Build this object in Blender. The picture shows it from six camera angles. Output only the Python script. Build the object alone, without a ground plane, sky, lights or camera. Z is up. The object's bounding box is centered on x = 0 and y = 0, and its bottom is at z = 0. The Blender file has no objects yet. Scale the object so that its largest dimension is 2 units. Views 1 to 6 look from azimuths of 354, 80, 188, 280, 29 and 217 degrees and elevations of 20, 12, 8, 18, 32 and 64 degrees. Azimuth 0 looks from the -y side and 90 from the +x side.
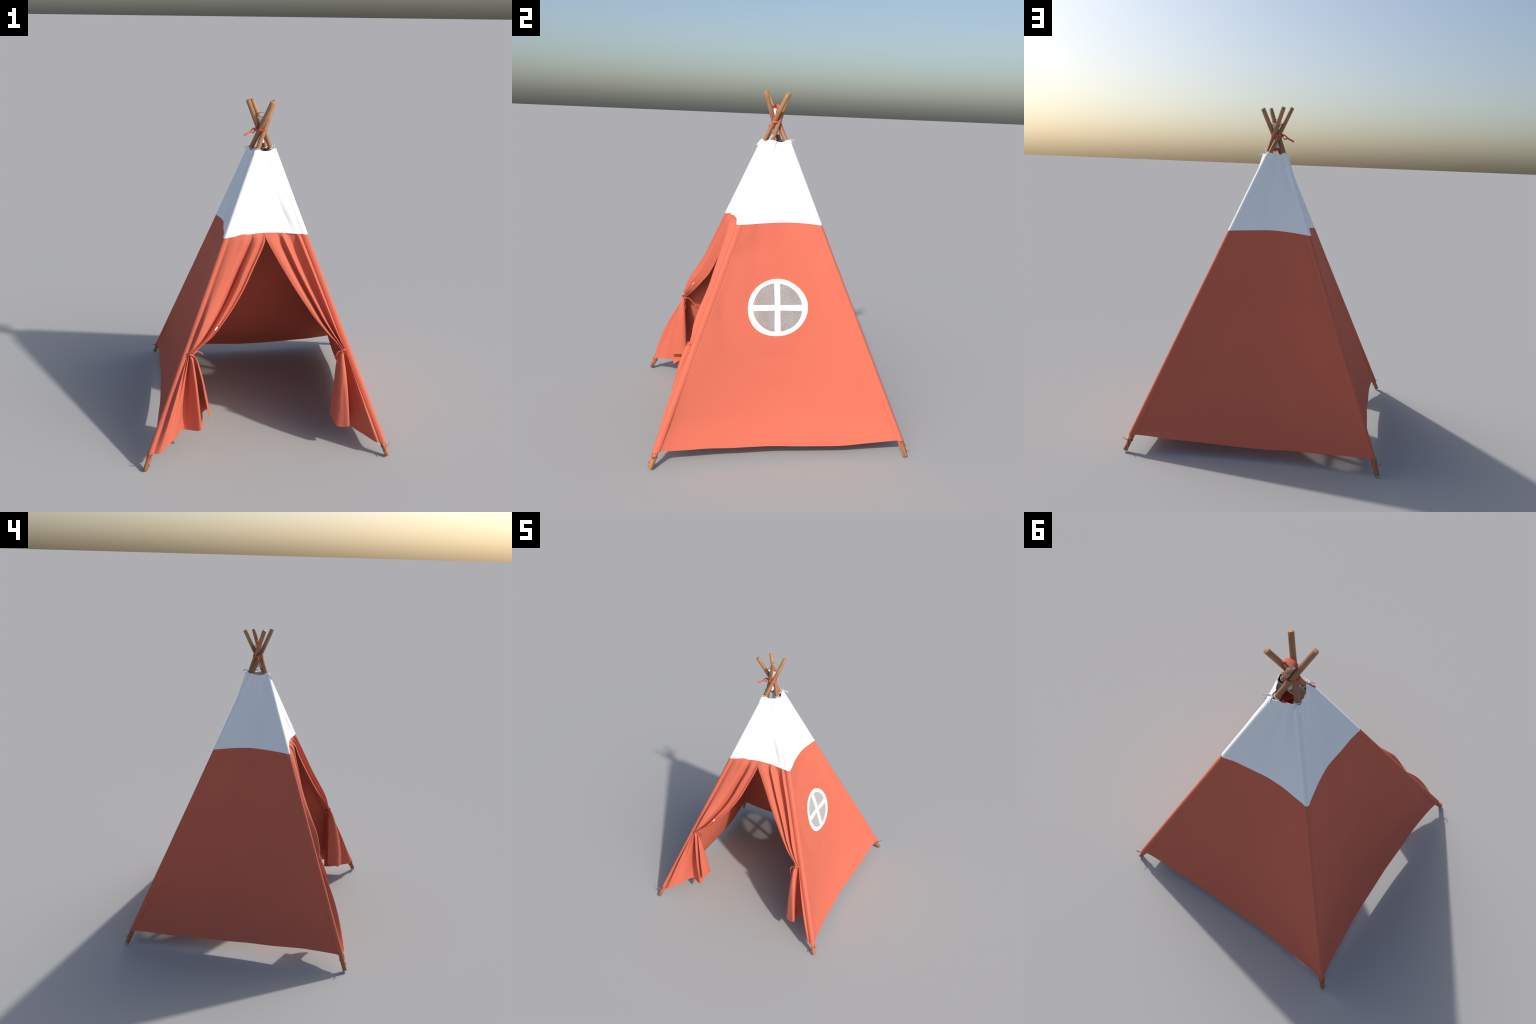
import bpy, bmesh, math, random
from mathutils import Vector, Matrix, noise

random.seed(7)
V = Vector
COL = bpy.context.scene.collection

# ------------------------------------------------------------------ materials
def new_mat(name):
    m = bpy.data.materials.new(name); m.use_nodes = True
    nt = m.node_tree
    b = nt.nodes['Principled BSDF']
    return m, nt, b

def lin(c):
    return (c[0], c[1], c[2], 1.0)

def cloth(name, base, alt, weave=900.0, bump=0.10, rough=0.9, sheen=0.0):
    m, nt, b = new_mat(name)
    N, L = nt.nodes, nt.links
    tc = N.new('ShaderNodeTexCoord')
    n1 = N.new('ShaderNodeTexNoise'); n1.inputs['Scale'].default_value = 3.0
    n1.inputs['Detail'].default_value = 3.0
    L.new(tc.outputs['Object'], n1.inputs['Vector'])
    n2 = N.new('ShaderNodeTexNoise'); n2.inputs['Scale'].default_value = weave
    n2.inputs['Detail'].default_value = 1.0
    L.new(tc.outputs['Object'], n2.inputs['Vector'])
    cr = N.new('ShaderNodeValToRGB')
    cr.color_ramp.elements[0].position = 0.35; cr.color_ramp.elements[0].color = lin(alt)
    cr.color_ramp.elements[1].position = 0.65; cr.color_ramp.elements[1].color = lin(base)
    L.new(n1.outputs['Fac'], cr.inputs['Fac'])
    L.new(cr.outputs['Color'], b.inputs['Base Color'])
    bp = N.new('ShaderNodeBump'); bp.inputs['Strength'].default_value = bump
    bp.inputs['Distance'].default_value = 0.0006
    L.new(n2.outputs['Fac'], bp.inputs['Height'])
    L.new(bp.outputs['Normal'], b.inputs['Normal'])
    b.inputs['Roughness'].default_value = rough
    b.inputs['Specular IOR Level'].default_value = 0.2
    return m

RED = cloth('coral_canvas', (0.615, 0.148, 0.093), (0.600, 0.143, 0.090))
WHITE = cloth('white_canvas', (0.935, 0.945, 0.94), (0.92, 0.93, 0.925))
CORD = cloth('coral_tape', (0.60, 0.128, 0.085), (0.56, 0.115, 0.077), weave=1500)
GAUZE = cloth('window_gauze', (0.60, 0.595, 0.59), (0.58, 0.575, 0.57), weave=1500)

def wood_mat():
    m, nt, b = new_mat('stick_wood')
    N, L = nt.nodes, nt.links
    tc = N.new('ShaderNodeTexCoord')
    oi = N.new('ShaderNodeObjectInfo')
    add = N.new('ShaderNodeVectorMath'); add.operation = 'ADD'
    comb = N.new('ShaderNodeCombineXYZ')
    mul = N.new('ShaderNodeMath'); mul.operation = 'MULTIPLY'; mul.inputs[1].default_value = 13.0
    L.new(oi.outputs['Random'], mul.inputs[0])
    L.new(mul.outputs[0], comb.inputs['Z'])
    L.new(tc.outputs['Object'], add.inputs[0]); L.new(comb.outputs[0], add.inputs[1])
    mp = N.new('ShaderNodeMapping'); mp.inputs['Scale'].default_value = (95, 95, 4.5)
    L.new(add.outputs[0], mp.inputs['Vector'])
    g = N.new('ShaderNodeTexNoise'); g.inputs['Scale'].default_value = 1.0
    g.inputs['Detail'].default_value = 5.0; g.inputs['Distortion'].default_value = 0.4
    L.new(mp.outputs[0], g.inputs['Vector'])
    cr = N.new('ShaderNodeValToRGB'); e = cr.color_ramp.elements
    e[0].position = 0.30; e[0].color = lin((0.23, 0.098, 0.046))
    e[1].position = 0.72; e[1].color = lin((0.47, 0.245, 0.118))
    k = e.new(0.5); k.color = lin((0.36, 0.162, 0.076))
    L.new(g.outputs['Fac'], cr.inputs['Fac'])
    # paler, greyer colour towards the upper tip (local z along the stick)
    mp2 = N.new('ShaderNodeMapping'); mp2.inputs['Scale'].default_value = (22, 22, 9)
    L.new(add.outputs[0], mp2.inputs['Vector'])
    g2 = N.new('ShaderNodeTexNoise'); g2.inputs['Scale'].default_value = 1.0
    L.new(mp2.outputs[0], g2.inputs['Vector'])
    sep = N.new('ShaderNodeSeparateXYZ'); L.new(tc.outputs['Object'], sep.inputs[0])
    mr = N.new('ShaderNodeMapRange'); mr.inputs['From Min'].default_value = 2.145
    mr.inputs['From Max'].default_value = 2.165; mr.interpolation_type = 'SMOOTHSTEP'
    L.new(sep.outputs['Z'], mr.inputs['Value'])
    mm = N.new('ShaderNodeMath'); mm.operation = 'MULTIPLY'
    L.new(mr.outputs[0], mm.inputs[0]); L.new(g2.outputs['Fac'], mm.inputs[1])
    mix = N.new('ShaderNodeMix'); mix.data_type = 'RGBA'
    mix.inputs['B'].default_value = lin((0.42, 0.250, 0.122))
    L.new(mm.outputs[0], mix.inputs['Factor']); L.new(cr.outputs['Color'], mix.inputs['A'])
    L.new(mix.outputs['Result'], b.inputs['Base Color'])
    bp = N.new('ShaderNodeBump'); bp.inputs['Strength'].default_value = 0.25
    bp.inputs['Distance'].default_value = 0.001
    L.new(g.outputs['Fac'], bp.inputs['Height']); L.new(bp.outputs['Normal'], b.inputs['Normal'])
    b.inputs['Roughness'].default_value = 0.55
    b.inputs['Specular IOR Level'].default_value = 0.35
    return m
WOOD = wood_mat()

# ------------------------------------------------------------------ helpers
root = bpy.data.objects.new('play_tent', None)
COL.objects.link(root)
root['label'] = 'coral red canvas teepee with white top and round window'
root['category'] = 'play tent'

def obj_from(name, verts, faces, mat, parent=root, smooth=True, edge=False):
    me = bpy.data.meshes.new(name)
    me.from_pydata([tuple(v) for v in verts], [], faces)
    me.validate()
    o = bpy.data.objects.new(name, me); COL.objects.link(o)
    o.data.materials.append(mat)
    if smooth:
        me.polygons.foreach_set('use_smooth', [True] * len(me.polygons))
    o.parent = parent
    return o

def apply_mods(o):
    dg = bpy.context.evaluated_depsgraph_get()
    me = bpy.data.meshes.new_from_object(o.evaluated_get(dg))
    old = o.data; o.modifiers.clear(); o.data = me
    bpy.data.meshes.remove(old)

def solidify(o, th, offset=0.0):
    md = o.modifiers.new('s', 'SOLIDIFY'); md.thickness = th; md.offset = offset
    md.use_even_offset = False
    apply_mods(o)
    o.data.set_sharp_from_angle(angle=math.radians(50))

def grid_faces(nr, nc, closed=False):
    f = []
    for r in range(nr - 1):
        for c in range(nc if closed else nc - 1):
            c2 = (c + 1) % nc
            f.append((r * nc + c, r * nc + c2, (r + 1) * nc + c2, (r + 1) * nc + c))
    return f

def spline(pts, n):
    """Catmull-Rom samples through control points (vectors or floats as 1-tuples)."""
    P = [V(p) for p in pts]; k = len(P) - 1; out = []
    for i in range(n):
        s = i / (n - 1) * k; j = min(int(s), k - 1); t = s - j
        p1, p2 = P[j], P[j + 1]
        p0 = P[j - 1] if j > 0 else p1 * 2 - p2
        p3 = P[j + 2] if j + 2 <= k else p2 * 2 - p1
        out.append(0.5 * ((2 * p1) + (p2 - p0) * t + (2 * p0 - 5 * p1 + 4 * p2 - p3) * t * t
                          + (3 * p1 - p0 - 3 * p2 + p3) * t ** 3))
    return out

def table(keys, x):
    """piecewise linear (x, value) lookup with smooth easing"""
    if x <= keys[0][0]: return keys[0][1]
    for (a, va), (b, vb) in zip(keys[:-1], keys[1:]):
        if x <= b:
            t = (x - a) / (b - a)
            return va + (vb - va) * t
    return keys[-1][1]

def even(vals, u):
    """smooth value at u in 0..1 through evenly spaced values"""
    P = vals; k = len(P) - 1
    s = min(max(u, 0), 1) * k; j = min(int(s), k - 1); t = s - j
    p1, p2 = P[j], P[j + 1]
    p0 = P[j - 1] if j > 0 else 2 * p1 - p2
    p3 = P[j + 2] if j + 2 <= k else 2 * p2 - p1
    return 0.5 * (2 * p1 + (p2 - p0) * t + (2 * p0 - 5 * p1 + 4 * p2 - p3) * t * t + (3 * p1 - p0 - 3 * p2 + p3) * t ** 3)

def even_z(keys, x):
    """like table(), averaged over a short span so that no kink shows"""
    return sum(table(keys, x + d) for d in (-.04, -.02, 0, .02, .04)) / 5

def smooth(a, b, x):
    t = min(max((x - a) / (b - a), 0), 1)
    return t * t * (3 - 2 * t)

def ribbon(name, path, width, thick, wdir, mat, parent, n=24, taper=None):
    """flat tape along a smooth path; wdir is the direction (or function) of its width"""
    pts = spline(path, n); vs = []; fs = []
    for i, p in enumerate(pts):
        t = (pts[min(i + 1, n - 1)] - pts[max(i - 1, 0)]).normalized()
        w = wdir(i / (n - 1)) if callable(wdir) else V(wdir)
        w = (w - t * w.dot(t)).normalized(); h = t.cross(w)
        wd = width * (taper(i / (n - 1)) if taper else 1)
        for a, b in ((-1, -1), (1, -1), (1, 1), (-1, 1)):
            vs.append(p + w * a * wd / 2 + h * b * thick / 2)
    for i in range(n - 1):
        for k in range(4):
            a = i * 4 + k; b = i * 4 + (k + 1) % 4
            fs.append((a, b, b + 4, a + 4))
    fs.append((3, 2, 1, 0)); e = (n - 1) * 4; fs.append((e, e + 1, e + 2, e + 3))
    o = obj_from(name, vs, fs, mat, parent)
    o.data.set_sharp_from_angle(angle=math.radians(50))
    return o

def tape_ring(name, center, axis, rad, width, thick, mat, parent, n=40, shape=None, wob=0.0):
    """closed flat band around an axis; shape(angle) may replace the radius"""
    axis = axis.normalized(); u = axis.orthogonal().normalized(); w = axis.cross(u)
    vs = []; fs = []
    for i in range(n):
        a = 2 * math.pi * i / n
        d = u * math.cos(a) + w * math.sin(a)
        r = shape(d) if shape else rad
        c = center + axis * wob * math.sin(a * 2 + 1)
        for sr, sz in ((0, -1), (1, -1), (1, 1), (0, 1)):
            vs.append(c + d * (r + sr * thick) + axis * sz * width / 2)
    for i in range(n):
        j = (i + 1) % n
        for k in range(4):
            k2 = (k + 1) % 4
            fs.append((i * 4 + k, j * 4 + k, j * 4 + k2, i * 4 + k2))
    o = obj_from(name, vs, fs, mat, parent)
    o.data.set_sharp_from_angle(angle=math.radians(50))
    return o

def join(objs, name):
    bm = bmesh.new()
    for o in objs:
        bm.from_mesh(o.data)
    me = bpy.data.meshes.new(name); bm.to_mesh(me); bm.free()
    keep = objs[0]; mat = keep.data.materials[0]; par = keep.parent
    for o in objs: bpy.data.objects.remove(o)
    o = bpy.data.objects.new(name, me); COL.objects.link(o); o.parent = par
    if not me.materials: me.materials.append(mat)
    return o

# ------------------------------------------------------------------ poles
POLE_R = 0.0135
FOOT = {'FL': V((-.7105, -.7105, .0066)), 'FR': V((.7095, -.708, .0066)),
        'BR': V((.7105, .7095, .0066)), 'BL': V((-.7075, .7105, .0066))}
TIP = {'FL': V((.098, .062, 1.978)), 'FR': V((-.034, .095, 1.985)),
       'BR': V((-.069, -.037, 1.993)), 'BL': V((.069, -.065, 1.986))}

def pole_at(k, z):
    a, b = FOOT[k], TIP[k]
    return a + (b - a) * ((z - a.z) / (b.z - a.z))

def make_pole(k):
    a, b = FOOT[k], TIP[k]; d = (b - a); ln = d.length
    n, rows = 20, 60; vs = []; fs = []
    rng = random.Random(k)
    ph = rng.random() * 6
    prof = [(0, .92), (.001, 1.0)] + [(.001 + (ln - .002) * i / rows, 1.0) for i in range(1, rows + 1)] + [(ln, .92)]
    for (z, s) in prof:
        r = POLE_R * s * (1 + .02 * math.sin(z * 7 + ph))
        for i in range(n):
            t = 2 * math.pi * i / n
            q = 1 + .03 * noise.noise(V((math.cos(t) * 1.3 + ph, math.sin(t) * 1.3, z * 6)))
            vs.append(V((r * q * math.cos(t), r * q * math.sin(t), z)))
    fs = grid_faces(len(prof), n, True)
    fs.append(tuple(range(n - 1, -1, -1)))
    e = (len(prof) - 1) * n; fs.append(tuple(range(e, e + n)))
    o = obj_from('pole', vs, fs, WOOD)
    o.data.set_sharp_from_angle(angle=math.radians(60))
    o.rotation_mode = 'QUATERNION'
    o.rotation_quaternion = d.to_track_quat('Z', 'Y')
    o.location = a
    return o
for k in ('FL', 'FR', 'BR', 'BL'):
    make_pole(k)

# ------------------------------------------------------------------ canvas shell
TOPZ = 1.712
SLACK = {'FL': .0180, 'FR': .0225, 'BR': .0215, 'BL': .0170}
PEAK = .0045                          # the cloth folds to a soft ridge over each pole
def corner_r(k, z):                   # slack of the cloth round the pole
    return SLACK[k] + table([(0, 0), (1.0, .001), (1.24, .002), (1.60, .003), (1.72, .0035)], z)

SIDES = {'front': ('FL', 'FR', V((0, -1, 0))), 'right': ('FR', 'BR', V((1, 0, 0))),
         'back': ('BR', 'BL', V((0, 1, 0))), 'left': ('BL', 'FL', V((-1, 0, 0)))}
SAG = {'front': [(0, .03), (1.24, .022), (1.5, .008), (1.72, .004)],
       'right': [(0, .052), (.3, .040), (.8, .025), (1.24, .018), (1.5, .008), (1.72, .004)],
       'back':  [(0, .050), (.3, .036), (.8, .020), (1.24, .016), (1.5, .008), (1.72, .004)],
       'left':  [(0, .054), (.3, .040), (.8, .024), (1.24, .018), (1.5, .008), (1.72, .004)]}

def tangent_pts(side, z):
    """where the flat wall leaves the two pole sleeves, in the plan at height z"""
    a, b, out = SIDES[side]
    p, q = pole_at(a, z), pole_at(b, z)
    t = (q - p); t.z = 0; t.normalize()
    n = V((t.y, -t.x, 0))
    if n.dot(out) < 0: n = -n
    return p + n * corner_r(a, z), q + n * corner_r(b, z), n

def wall_point(side, u, z, lift=0.0):
    P, Q, n = tangent_pts(side, z)
    s = table(SAG[side], z) * math.sin(math.pi * u) ** 0.85
    if side != 'front':
        low = 1 - smooth(.18, .55, z)
        s = table(SAG[side], z) * math.sin(math.pi * u) ** (.85 - .25 * low)
        s += even_z(HOLLOW[side], z) * math.sin(math.pi * u) ** (1.1 - .45 * low)
    w = smooth(0, .12, u) * smooth(0, .12, 1 - u)
    p = P.lerp(Q, u)
    seed = {'front': 3.1, 'right': 11.7, 'back': 25.3, 'left': 41.9}[side]
    dent = (.008 * noise.noise(V((u * 2.6 + seed, z * 2.0, seed))) + .0038 * noise.noise(V((u * 6 + seed, z * 4.2, seed * 2)))) * w
    if side == 'right':               # soft dents round the window
        for dy, dz, sy, sz, dep in ((-.16, 1.10, .09, .06, .008), (-.33, .78, .07, .10, .009), (.25, .86, .06, .08, .006), (-.05, .52, .14, .05, .005)):
            dent -= dep * math.exp(-((p.y - dy + (z - dz) * .4) / sy) ** 2 - ((z - dz) / sz) ** 2) * w
    W = (Q - P).length                # stitched seam beside each sleeve
    for e in (u * W, (1 - u) * W):
        if e < .03: dent -= (.0013 if z < 1.25 else .0007) * math.exp(-((e - .009) / .0045) ** 2)
    if side == 'front':               # crease of the white top near the right-hand stick
        c = math.exp(-((u - (.80 + .06 * (1.36 - z) / .12)) / .045) ** 2) * math.exp(-((z - 1.34) / .07) ** 2)
        dent -= .006 * c
    return p + n * (dent - s + lift)

# broad hollow of the hanging cloth, between the hem and the seam
HOLLOW = {'front': [(0, 0), (2, 0)],
          'right': [(.07, .004), (.2, .042), (.35, .042), (.5, .031), (.65, .016), (.85, .002), (1.0, 0)],
          'back': [(.07, .001), (.2, .048), (.35, .062), (.5, .060), (.7, .047), (.9, .030), (1.05, .015), (1.24, 0)],
          'left': [(.07, .002), (.2, .062), (.35, .070), (.5, .068), (.7, .050), (.9, .030), (1.05, .013), (1.24, 0)]}

HEM = {'right': [.092, .084, .076, .070, .064, .070, .096],
       'back': [.096, .080, .073, .069, .074, .080, .089],
       'left': [.088, .071, .069, .071, .078, .086, .096]}
BAND = {'front': [1.236, 1.243, 1.248, 1.252, 1.250, 1.246, 1.243],
        'right': [1.242, 1.245, 1.249, 1.252, 1.252, 1.250, 1.243],
        'back': [1.242, 1.246, 1.250, 1.253, 1.250, 1.244, 1.235],
        'left': [1.235, 1.243, 1.249, 1.252, 1.250, 1.244, 1.236]}
def band_z(side, u):                  # seam between red and white
    return even(BAND[side], u)

def spread(nu):
    """positions across a wall, close together beside the seams"""
    edge = [.06 * (k / 12) ** 1.5 for k in range(12)]
    mid = [.06 + .88 * k / (nu - 1) for k in range(nu)]
    return edge + mid + [1 - e for e in reversed(edge)]

def build_wall(side, lift=0.0, nu=90, nv=110):
    vs = []; us = spread(nu)
    for r in range(nv):
        v = r / (nv - 1)
        for u in us:
            z0 = even(HEM[side], u) + .004 * noise.noise(V((u * 8, ord(side[0]) * 1.7, 2.2))) * smooth(0, .1, min(u, 1 - u)); z1 = band_z(side, u) + .012
            z = z0 + (z1 - z0) * v
            vs.append(wall_point(side, u, z, lift))
    return vs, grid_faces(nv, len(us))

# window placement on the right-hand wall
WC = V((.405, -.002, .791)); WR_OUT, WR_IN, MUNTIN = .1692, .1415, .0325
SLOPE = math.cos(math.radians(20.6))
def wall_right(y, s, lift=0.0):
    """point of the right wall at sideways y and slope distance s from the window centre"""
    z = WC.z + s * SLOPE
    P, Q, n = tangent_pts('right', z)
    u = (WC.y + y - P.y) / (Q.y - P.y)
    nn = V((.936, 0, .352))
    return wall_point('right', u, z) + nn * lift

for side in ('right', 'back', 'left'):
    if side == 'right':
        vs, fs = build_wall(side, nu=140, nv=160)
        def loc(v):
            return V((v.y - WC.y, (v.z - WC.z) / SLOPE))
        cut = (WR_IN + WR_OUT) / 2
        fs = [f for f in fs if not all(loc(vs[i]).length < cut for i in f)]
        # round the ragged hole: vertices just inside go onto the circle
        count = {}
        for f in fs:
            for i in f: count[i] = count.get(i, 0) + 1
        for i in list(count):
            l = loc(vs[i])
            if l.length < cut:
                l = l.normalized() * (cut - .002)
                vs[i] = wall_right(l.x, l.y)
    else:
        vs, fs = build_wall(side)
    o = obj_from('wall_panel', vs, fs, RED)
    bm = bmesh.new(); bm.from_mesh(o.data)
    bmesh.ops.delete(bm, geom=[v for v in bm.verts if not v.link_faces], context='VERTS')
    bmesh.ops.recalc_face_normals(bm, faces=bm.faces)
    # make sure the normals look outwards
    out = SIDES[side][2]
    bm.faces.ensure_lookup_table()
    if sum(f.normal.dot(out) for f in bm.faces) < 0:
        bmesh.ops.reverse_faces(bm, faces=bm.faces)
    bm.to_mesh(o.data); bm.free()
    solidify(o, .0028, -1)

# pole sleeves (red part)
def sleeve_mesh(k, z0, z1, rows, scale=1.0, n=28):
    vs = []
    for r in range(rows):
        z = z0 + (z1 - z0) * r / (rows - 1)
        c = pole_at(k, z); rad = corner_r(k, z) * scale
        od = V((FOOT[k].x, FOOT[k].y, 0)).normalized()
        for i in range(n):
            t = 2 * math.pi * i / n
            face = max(0, od.dot(V((math.cos(t), math.sin(t), 0))) - .62) / .38
            q = rad + PEAK * face ** 1.5 + .0008 * noise.noise(V((math.cos(t) * 2 + ord(k[0]), math.sin(t) * 2, z * 9)))
            vs.append(c + V((q * math.cos(t), q * math.sin(t), 0)))
    return vs, grid_faces(rows, n, True)
SLEEVE_HEM = {'FL': .096, 'FR': .090, 'BR': .094, 'BL': .088}
for k in FOOT:
    vs, fs = sleeve_mesh(k, SLEEVE_HEM[k], 1.25, 90)
    o = obj_from('pole_sleeve', vs, fs, RED); solidify(o, .002, -1)

# ------------------------------------------------------------------ white crown
def build_crown():
    objs = []
    order = ['front', 'right', 'back', 'left']
    nu, na, rows = 46, 9, 70
    lift = .0022
    vs = []; ncol = None; us = spread(nu)
    for r in range(rows):
        v = r / (rows - 1); ring = []
        for si, side in enumerate(order):
            nxt = order[(si + 1) % 4]
            for u in us:
                z0 = band_z(side, u); z1 = TOPZ - .010 * math.sin(math.pi * u)
                z = z0 + (z1 - z0) * v
                l = lift
                ring.append(wall_point(side, u, z, l))
            # round the corner over the sleeve
            k = SIDES[side][1]
            zc = band_z(side, 1) + (TOPZ - band_z(side, 1)) * v
            n0 = tangent_pts(side, zc)[2]; n1 = tangent_pts(nxt, zc)[2]
            c0 = pole_at(k, zc); rad = corner_r(k, zc) + lift
            for i in range(1, na):
                d = n0.lerp(n1, i / na).normalized()
                dip = .002 * math.sin(math.pi * i / na) * (1 - v)
                p = c0 + d * (rad + PEAK * math.sin(math.pi * i / na) ** 2); p.z -= dip
                ring.append(p)
        ncol = len(ring); vs += ring
    o = obj_from('crown', vs, grid_faces(rows, ncol, True), WHITE)
    bm = bmesh.new(); bm.from_mesh(o.data); bmesh.ops.recalc_face_normals(bm, faces=bm.faces)
    bm.faces.ensure_lookup_table()
    s = sum(f.normal.dot(V((f.calc_center_median().x, f.calc_center_median().y, 0))) for f in bm.faces)
    if s < 0: bmesh.ops.reverse_faces(bm, faces=bm.faces)
    bm.to_mesh(o.data); bm.free()
    solidify(o, .003, -1)
    return o
crown = build_crown()
for k in FOOT:
    vs, fs = sleeve_mesh(k, 1.246, TOPZ - .035, 40, .93)
    o = obj_from('crown_sleeve', vs, fs, WHITE, parent=crown); solidify(o, .002, -1)

# ------------------------------------------------------------------ window
window = bpy.data.objects.new('window', None); COL.objects.link(window); window.parent = root

def plate(name, fn, n_long, n_wide, closed, h0, h1, mat, parent):
    """strip on the wall: fn(i/n, j) -> (y, s); given depth from h0 to h1"""
    vs = []; fs = []
    for i in range(n_long):
        for j in range(n_wide):
            y, s = fn(i / (n_long if closed else n_long - 1), j / (n_wide - 1))
            vs.append(wall_right(y, s, h1))
    off = len(vs)
    for i in range(n_long):
        for j in range(n_wide):
            y, s = fn(i / (n_long if closed else n_long - 1), j / (n_wide - 1))
            vs.append(wall_right(y, s, h0))
    L = n_long if closed else n_long - 1
    for i in range(L):
        i2 = (i + 1) % n_long
        for j in range(n_wide - 1):
            a, b, c, d = i * n_wide + j, i2 * n_wide + j, i2 * n_wide + j + 1, i * n_wide + j + 1
            fs.append((a, b, c, d)); fs.append((off + d, off + c, off + b, off + a))
        for j in (0, n_wide - 1):
            a, b = i * n_wide + j, i2 * n_wide + j
            fs.append((a, b, off + b, off + a))
    if not closed:
        for i in (0, n_long - 1):
            for j in range(n_wide - 1):
                a, b = i * n_wide + j, i * n_wide + j + 1
                fs.append((a, b, off + b, off + a))
    o = obj_from(name, vs, fs, mat, parent)
    bm = bmesh.new(); bm.from_mesh(o.data); bmesh.ops.recalc_face_normals(bm, faces=bm.faces); bm.to_mesh(o.data); bm.free()
    o.data.set_sharp_from_angle(angle=math.radians(40))
    return o

def wob(a, k):
    return .0028 * math.sin(2 * a + k) + .0018 * math.sin(3 * a + 2 * k) + .001 * math.sin(5 * a + k)
def frame_point(a, j):
    t = 2 * math.pi * a
    ri = WR_IN + wob(t, 4.0) * .6 + .003 * math.cos(2 * t); ro = WR_OUT + wob(t, 1.0) + .002 * math.cos(2 * t)
    r = ri + (ro - ri) * j
    return math.cos(t) * r, math.sin(t) * r
plate('window_frame', frame_point, 120, 5, True, -.0052, .0022, WHITE, window)
plate('window_bar', lambda a, j: ((j - .5) * MUNTIN * (1 + .04 * math.sin(a * 9)) - .001, (a * 2 - 1) * (WR_IN + .004)),
      40, 4, False, -.0042, .0016, WHITE, window)
plate('window_bar', lambda a, j: ((a * 2 - 1) * (WR_IN + .004), (j - .5) * MUNTIN * (1 + .05 * math.sin(a * 7 + 1)) + .001 - .003 * a),
      40, 4, False, -.0036, .0011, WHITE, window)

def window_mesh():
    vs = []; fs = []; pitch, w = .00545, .00165
    def thread(pts, side):
        base = len(vs)
        for (y, s) in pts:
            for a, h in ((-1, -.0006), (1, -.0006), (1, .0006), (-1, .0006)):
                dy, ds = (a * w / 2, 0) if side else (0, a * w / 2)
                vs.append(wall_right(y + dy, s + ds, h - .0012 + (.0011 if side else 0)))
        n = len(pts)
        for i in range(n - 1):
            for k in range(4):
                a = base + i * 4 + k; b = base + i * 4 + (k + 1) % 4
                fs.append((a, b, b + 4, a + 4))
    R = WR_IN + .006; m = int(R / pitch)
    for i in range(-m, m + 1):
        c = i * pitch; h = math.sqrt(max(R * R - c * c, 0)); n = max(3, int(h / .012))
        if h < .01: continue
        line = [-h + 2 * h * t / n for t in range(n + 1)]
        thread([(c, t) for t in line], True)
        thread([(t, c) for t in line], False)
    o = obj_from('window_mesh', vs, fs, GAUZE, window, smooth=False)
    o['kind'] = 'stuff'
window_mesh()

# ------------------------------------------------------------------ curtains
def front_start(k, z):
    """where a curtain leaves the sleeve of its front pole"""
    c = pole_at(k, z); sgn = 1 if k == 'FL' else -1
    a = math.radians(46)
    d = V((sgn * math.sin(a), -math.cos(a), 0))
    return c + d * (corner_r(k, z) - .001)

def curtain(k, edge, f, d, amp, bulge, tie, bunch, hem, ease, belly):
    """edge: (z, x, y) of the free edge above the tie; f, d: place and depth of each pleat line;
    bunch: offsets of the pleat lines inside the tie; hem: their points along the lower hem;
    belly: how far each pleat line swells forward halfway down the loose tail."""
    K = len(f); levels = []
    for j, (z, ex, ey) in enumerate(edge):
        S = front_start(k, z); E = V((ex, ey, z)); A = table(amp, z)
        bul = bulge * math.exp(-((z - .76) / .13) ** 2)
        row = []
        for i in range(K):
            p = S.lerp(E, f[i])
            if j == 0:                # sewn flat under the crown
                P, Q, n = tangent_pts('front', z)
                u = min(max((p.x - P.x) / (Q.x - P.x), 0), 1)
                p = wall_point('front', u, z, -.005)
            else:
                p.y -= d[i] * A + bul * (f[i] / .11 if f[i] < .11 else (1 - f[i]) / .89)
            row.append(p)
        levels.append(row)
    T = V(tie)
    row = [front_start(k, T.z)] + [T + V(b) for b in bunch]
    levels.append(row)
    for t in (.06, .14, .26, .42, .60, .80, 1.0):
        lo = []
        for i in range(K):
            a, b = row[i], V(hem[i])
            if i == 0:
                z = a.z + (b.z - a.z) * t; lo.append(front_start(k, z)); continue
            h = t ** ease[i]
            p = a.lerp(b, t); q = a.lerp(b, h)
            lo.append(V((q.x, q.y - belly[i] * math.sin(math.pi * t), p.z)))
        levels.append(lo)
    # smooth surface through the levels
    nc, per = 160, 9
    dense = [spline(r, nc) for r in levels]
    cols = [spline([dense[j][c] for j in range(len(dense))], per * (len(dense) - 1) + 1) for c in range(nc)]
    nr = len(cols[0]); vs = []
    for r in range(nr):
        for c in range(nc):
            p = cols[c][r].copy()
            wv = smooth(0, .15, c / nc) * smooth(0, .05, r / nr)
            p.y -= .0022 * wv * noise.noise(V((c / nc * 14, r / nr * 8, 3.3 if k == 'FL' else 8.8)))
            p.x += .0012 * wv * noise.noise(V((c / nc * 9, r / nr * 13, 7.1)))
            vs.append(p)
    o = obj_from('curtain', vs, grid_faces(nr, nc), RED)
    solidify(o, .0024, 0)
    return o

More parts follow.
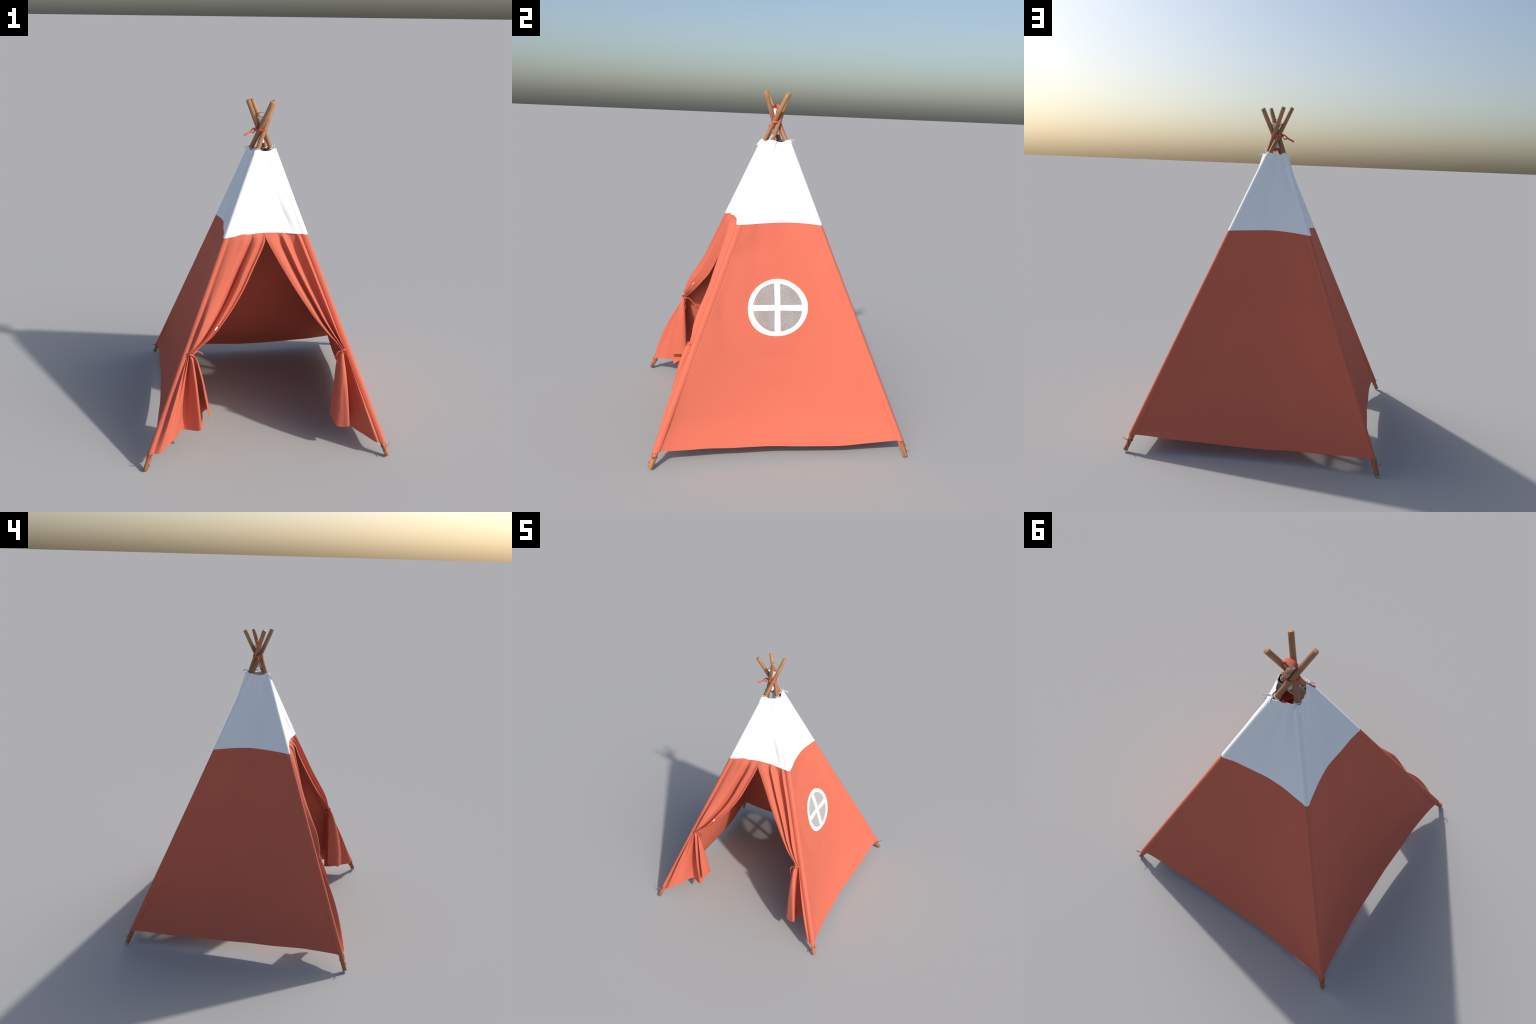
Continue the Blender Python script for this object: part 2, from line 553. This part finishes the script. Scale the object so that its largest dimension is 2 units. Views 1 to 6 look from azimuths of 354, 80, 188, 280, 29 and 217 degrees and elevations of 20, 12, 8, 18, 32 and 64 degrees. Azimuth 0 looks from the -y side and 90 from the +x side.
L_edge = [(1.256, .018, -.234), (1.22, .018, -.246), (1.15, -.009, -.262), (1.05, -.058, -.284), (.95, -.106, -.308),
          (.85, -.169, -.346), (.77, -.236, -.394), (.70, -.305, -.438), (.655, -.370, -.462)]
left = curtain('FL', L_edge,
    f=[0, .11, .25, .44, .63, .67, .76, .86, .92, .96, 1.0],
    d=[0, .017, .022, .014, -.038, -.004, .022, .002, -.008, .006, 0],
    amp=[(.65, .7), (.72, 1.0), (1.0, 1.0), (1.15, .6), (1.22, .3)], bulge=.022,
    tie=(-.434, -.490, .618),
    bunch=[(-.016, .002, 0), (-.013, .010, 0), (-.010, -.008, 0), (-.005, .011, 0), (-.003, -.002, 0), (.002, -.013, 0), (.006, .010, 0),
           (.010, .000, 0), (.013, -.008, 0), (.017, .003, 0)],
    hem=[(-.676, -.690, .098), (-.624, -.694, .102), (-.582, -.652, .122), (-.540, -.606, .132), (-.500, -.520, .132), (-.446, -.532, .134),
         (-.388, -.562, .150), (-.372, -.525, .180), (-.375, -.480, .215), (-.334, -.482, .240), (-.338, -.590, .246)],
    ease=[1, 1, 1, .95, .85, .8, .75, .7, .75, .6, .65],
    belly=[0, .028, .008, .012, -.016, -.004, .016, 0, -.004, .004, .004])
R_edge = [(1.256, .012, -.234), (1.22, .024, -.253), (1.15, .062, -.276), (1.05, .119, -.312), (.95, .181, -.350),
          (.85, .249, -.390), (.77, .306, -.427), (.70, .369, -.464), (.655, .414, -.479)]
right = curtain('FR', R_edge,
    f=[0, .08, .20, .35, .46, .52, .62, .74, .87, 1.0],
    d=[0, .018, -.020, -.032, -.004, .010, -.030, -.012, .002, 0],
    amp=[(.65, .65), (.72, .95), (1.0, 1.0), (1.15, .85), (1.22, .55)], bulge=.024,
    tie=(.457, -.488, .609),
    bunch=[(.016, .002, 0), (.012, .016, 0), (.009, .004, 0), (.004, .010, 0), (.004, -.012, 0), (-.003, .008, 0), (-.006, -.011, 0), (-.011, -.003, 0), (-.015, .004, 0)],
    hem=[(.684, -.692, .092), (.640, -.682, .088), (.590, -.604, .088), (.540, -.530, .090), (.512, -.482, .100), (.470, -.520, .130),
         (.494, -.610, .162), (.455, -.606, .150), (.417, -.586, .156), (.397, -.512, .190)],
    ease=[1, 1, .95, .85, .8, .75, .7, .6, .55, .5],
    belly=[0, .016, -.006, -.010, 0, 0, .014, .010, .006, 0])

def tie_tape(cur, T, axis, tails):
    tape_ring('tie_tape', V(T), V(axis), .0175, .009, .002, CORD, cur, n=28, wob=.0012)
    for t in tails:
        ribbon('tie_tape', t, .0065, .0016, (0, -.3, 1), CORD, cur, n=18)
tie_tape(left, (-.434, -.490, .617), (.25, .35, 1), [
    [(-.416, -.488, .618), (-.395, -.460, .618), (-.370, -.430, .590), (-.362, -.415, .572)],
    [(-.418, -.496, .612), (-.405, -.490, .590), (-.396, -.485, .565), (-.392, -.483, .548)]])
tie_tape(right, (.457, -.488, .608), (-.25, .35, 1), [
    [(.450, -.505, .607), (.425, -.508, .603), (.418, -.512, .575), (.420, -.518, .535)],
    [(.440, -.505, .605), (.422, -.500, .590), (.414, -.500, .570), (.410, -.502, .556)]])
# small sewn-in care label on the free edge of the left curtain
def front_of(cur, x, z):
    """foremost point of a curtain near (x, z)"""
    near = sorted((v.co for v in cur.data.vertices), key=lambda c: (c.x - x) ** 2 + (c.z - z) ** 2)[:12]
    return V((x, min(c.y for c in near) - .0025, z))
ribbon('care_label', [front_of(left, x, z) for x, z in ((-.291, .743), (-.284, .751), (-.277, .759))], .007, .0012, (.6, -.2, -.6), WHITE, left, n=6)

# ------------------------------------------------------------------ lashing at the crossing
LZ = 1.818
def hull_radius(z, extra):
    cs = [pole_at(k, z) for k in FOOT]
    c = sum(cs, V()) / 4; c.z = z
    def rad(d):
        return max((p - c).dot(d) for p in cs) + POLE_R * 1.12 + extra
    return c, rad
c, rad = hull_radius(LZ, -.0005)
def hull_shape(d):
    # support function softened into a radius
    return rad(d) * .97
lash = tape_ring('lashing', c, V((.03, -.02, 1)), 0, .0105, .0026, CORD, root, n=64, shape=hull_shape, wob=.0012)
kn = V((-.019, .010, 1.820))
ribbon('lashing_knot', [kn + V((.006, -.006, .006)), kn + V((-.006, -.006, .004)), kn + V((-.007, .006, -.004)), kn + V((.004, .008, -.008))], .011, .006, (0, 0, 1), CORD, lash, n=16)
jn = V((-.055, .001, 1.805)); en = V((-.091, -.013, 1.786))
for up, last in ((1, 0), (-1, .0018)):
    ribbon('lashing_bow', [kn + V((-.004, 0, .002 * up)), V((-.030, .008, 1.814 + .012 * up)), V((-.043, .004, 1.809 + .008 * up)), jn, V((-.072, -.006 - last, 1.796)), en + V((0, -last, 0))],
           .0095, .0017, lambda t: V((0, .9 * (1 - t), .45 + t)), CORD, lash, n=34, taper=lambda t: .8 + .35 * t)

# white cloth bundle pinched between the poles, flaring above and below
def bundle():
    prof = [(1.745, .024), (1.760, .019), (1.780, .012), (1.800, .0065), (1.818, .005), (1.838, .0075), (1.858, .014), (1.874, .020), (1.890, .026)]
    cs = V((.0165, .0145, 0)); n = 48; pr = spline([(z, r, 0) for z, r in prof], 40); vs = []
    for p in pr:
        for i in range(n):
            a = 2 * math.pi * i / n
            r = p.y * (1 + .14 * math.sin(a * 4 + .6) + .05 * math.sin(a * 7))
            vs.append(cs + V((r * math.cos(a), r * math.sin(a) * .85, p.x + .003 * math.sin(a * 3 + p.x * 9))))
    o = obj_from('top_bundle', vs, grid_faces(len(pr), n, True), WHITE)
    solidify(o, .0016, 0)
bundle()
def strap_loop():
    cx, cy = .0165, .0145
    def loop(z0, z1, h, d):
        k = [(0, 0), (-.30, .28), (-.80, .58), (-1, .74), (-.62, .94), (0, 1), (.62, .94), (1, .74), (.80, .58), (.30, .28), (0, 0)]
        return [V((cx, cy, z0 + (z1 - z0) * q)) + V(d) * h * p for p, q in k]
    ribbon('hanging_loop', loop(1.840, 1.917, .030, (1, .12, 0)), .022, .0016, (-.12, 1, 0), CORD, root, n=60)
    ribbon('hanging_loop', loop(1.800, 1.724, .024, (.12, 1, 0)), .012, .0016, (1, -.12, 0), CORD, root, n=60)
strap_loop()

# ------------------------------------------------------------------ white tie bows at the crown's top corners
BOWS = {'FL': [(-.016, -.030, -.030), (.030, -.006, .004)], 'FR': [(.004, .016, .036), (-.026, -.006, .004)],
        'BR': [(.046, .012, -.006), (-.010, .036, .006)], 'BL': [(-.030, .020, -.010), (.006, .030, .002)]}
for k in FOOT:
    z = 1.706; c = pole_at(k, z)
    ax = (TIP[k] - FOOT[k])
    out = V((FOOT[k].x, FOOT[k].y, 0)).normalized()
    ring = tape_ring('corner_tie', c, ax + V((0, 0, .3)), .0152, .0045, .0013, WHITE, crown, n=28, wob=.002)
    p0 = c + out * .019
    for t in BOWS[k]:
        t = V(t)
        ribbon('corner_tie', [p0, p0 + t * .35 + V((0, 0, .007)), p0 + t * .7 + V((0, 0, .004)), p0 + t], .009, .0015, (.5, -.4, .6), WHITE, crown, n=14)

# ------------------------------------------------------------------ red tie cords at the feet
FEET = {'FL': [(.020, -.016, -.040), (-.022, .004, .014)], 'FR': [(-.018, -.020, -.036), (.022, .006, .026)],
        'BR': [(-.012, .022, -.040), (.026, .012, .020)], 'BL': [(.014, .022, -.030), (-.026, -.004, .014)]}
for k in FOOT:
    z = SLEEVE_HEM[k] - .030
    c = pole_at(k, z); ax = TIP[k] - FOOT[k]
    o = tape_ring('foot_tie', c, ax + V((.1, 0, .2)), POLE_R + .001, .006, .0022, CORD, root, n=26, wob=.0015)
    out = V((FOOT[k].x, FOOT[k].y, 0)).normalized()
    side = V((-out.y, out.x, 0))
    for s in (-1, 1):                 # tapes that come down from the sleeve's hem
        top = pole_at(k, SLEEVE_HEM[k] + .006) + side * s * .016 + out * .010
        ribbon('foot_tie', [top, top.lerp(c, .5) + side * s * .006 + out * .006, c + side * s * .009 + out * .012], .006, .0014, out.cross(V((0, 0, 1))), CORD, o, n=8)
    p0 = c + out * .016
    for t in FEET[k]:
        t = V(t)
        ribbon('foot_tie', [p0, p0 + t * .4 + out * .004, p0 + t], .0062, .0015, out.cross(V((0, 0, 1))) + V((0, 0, .3)), CORD, o, n=10)
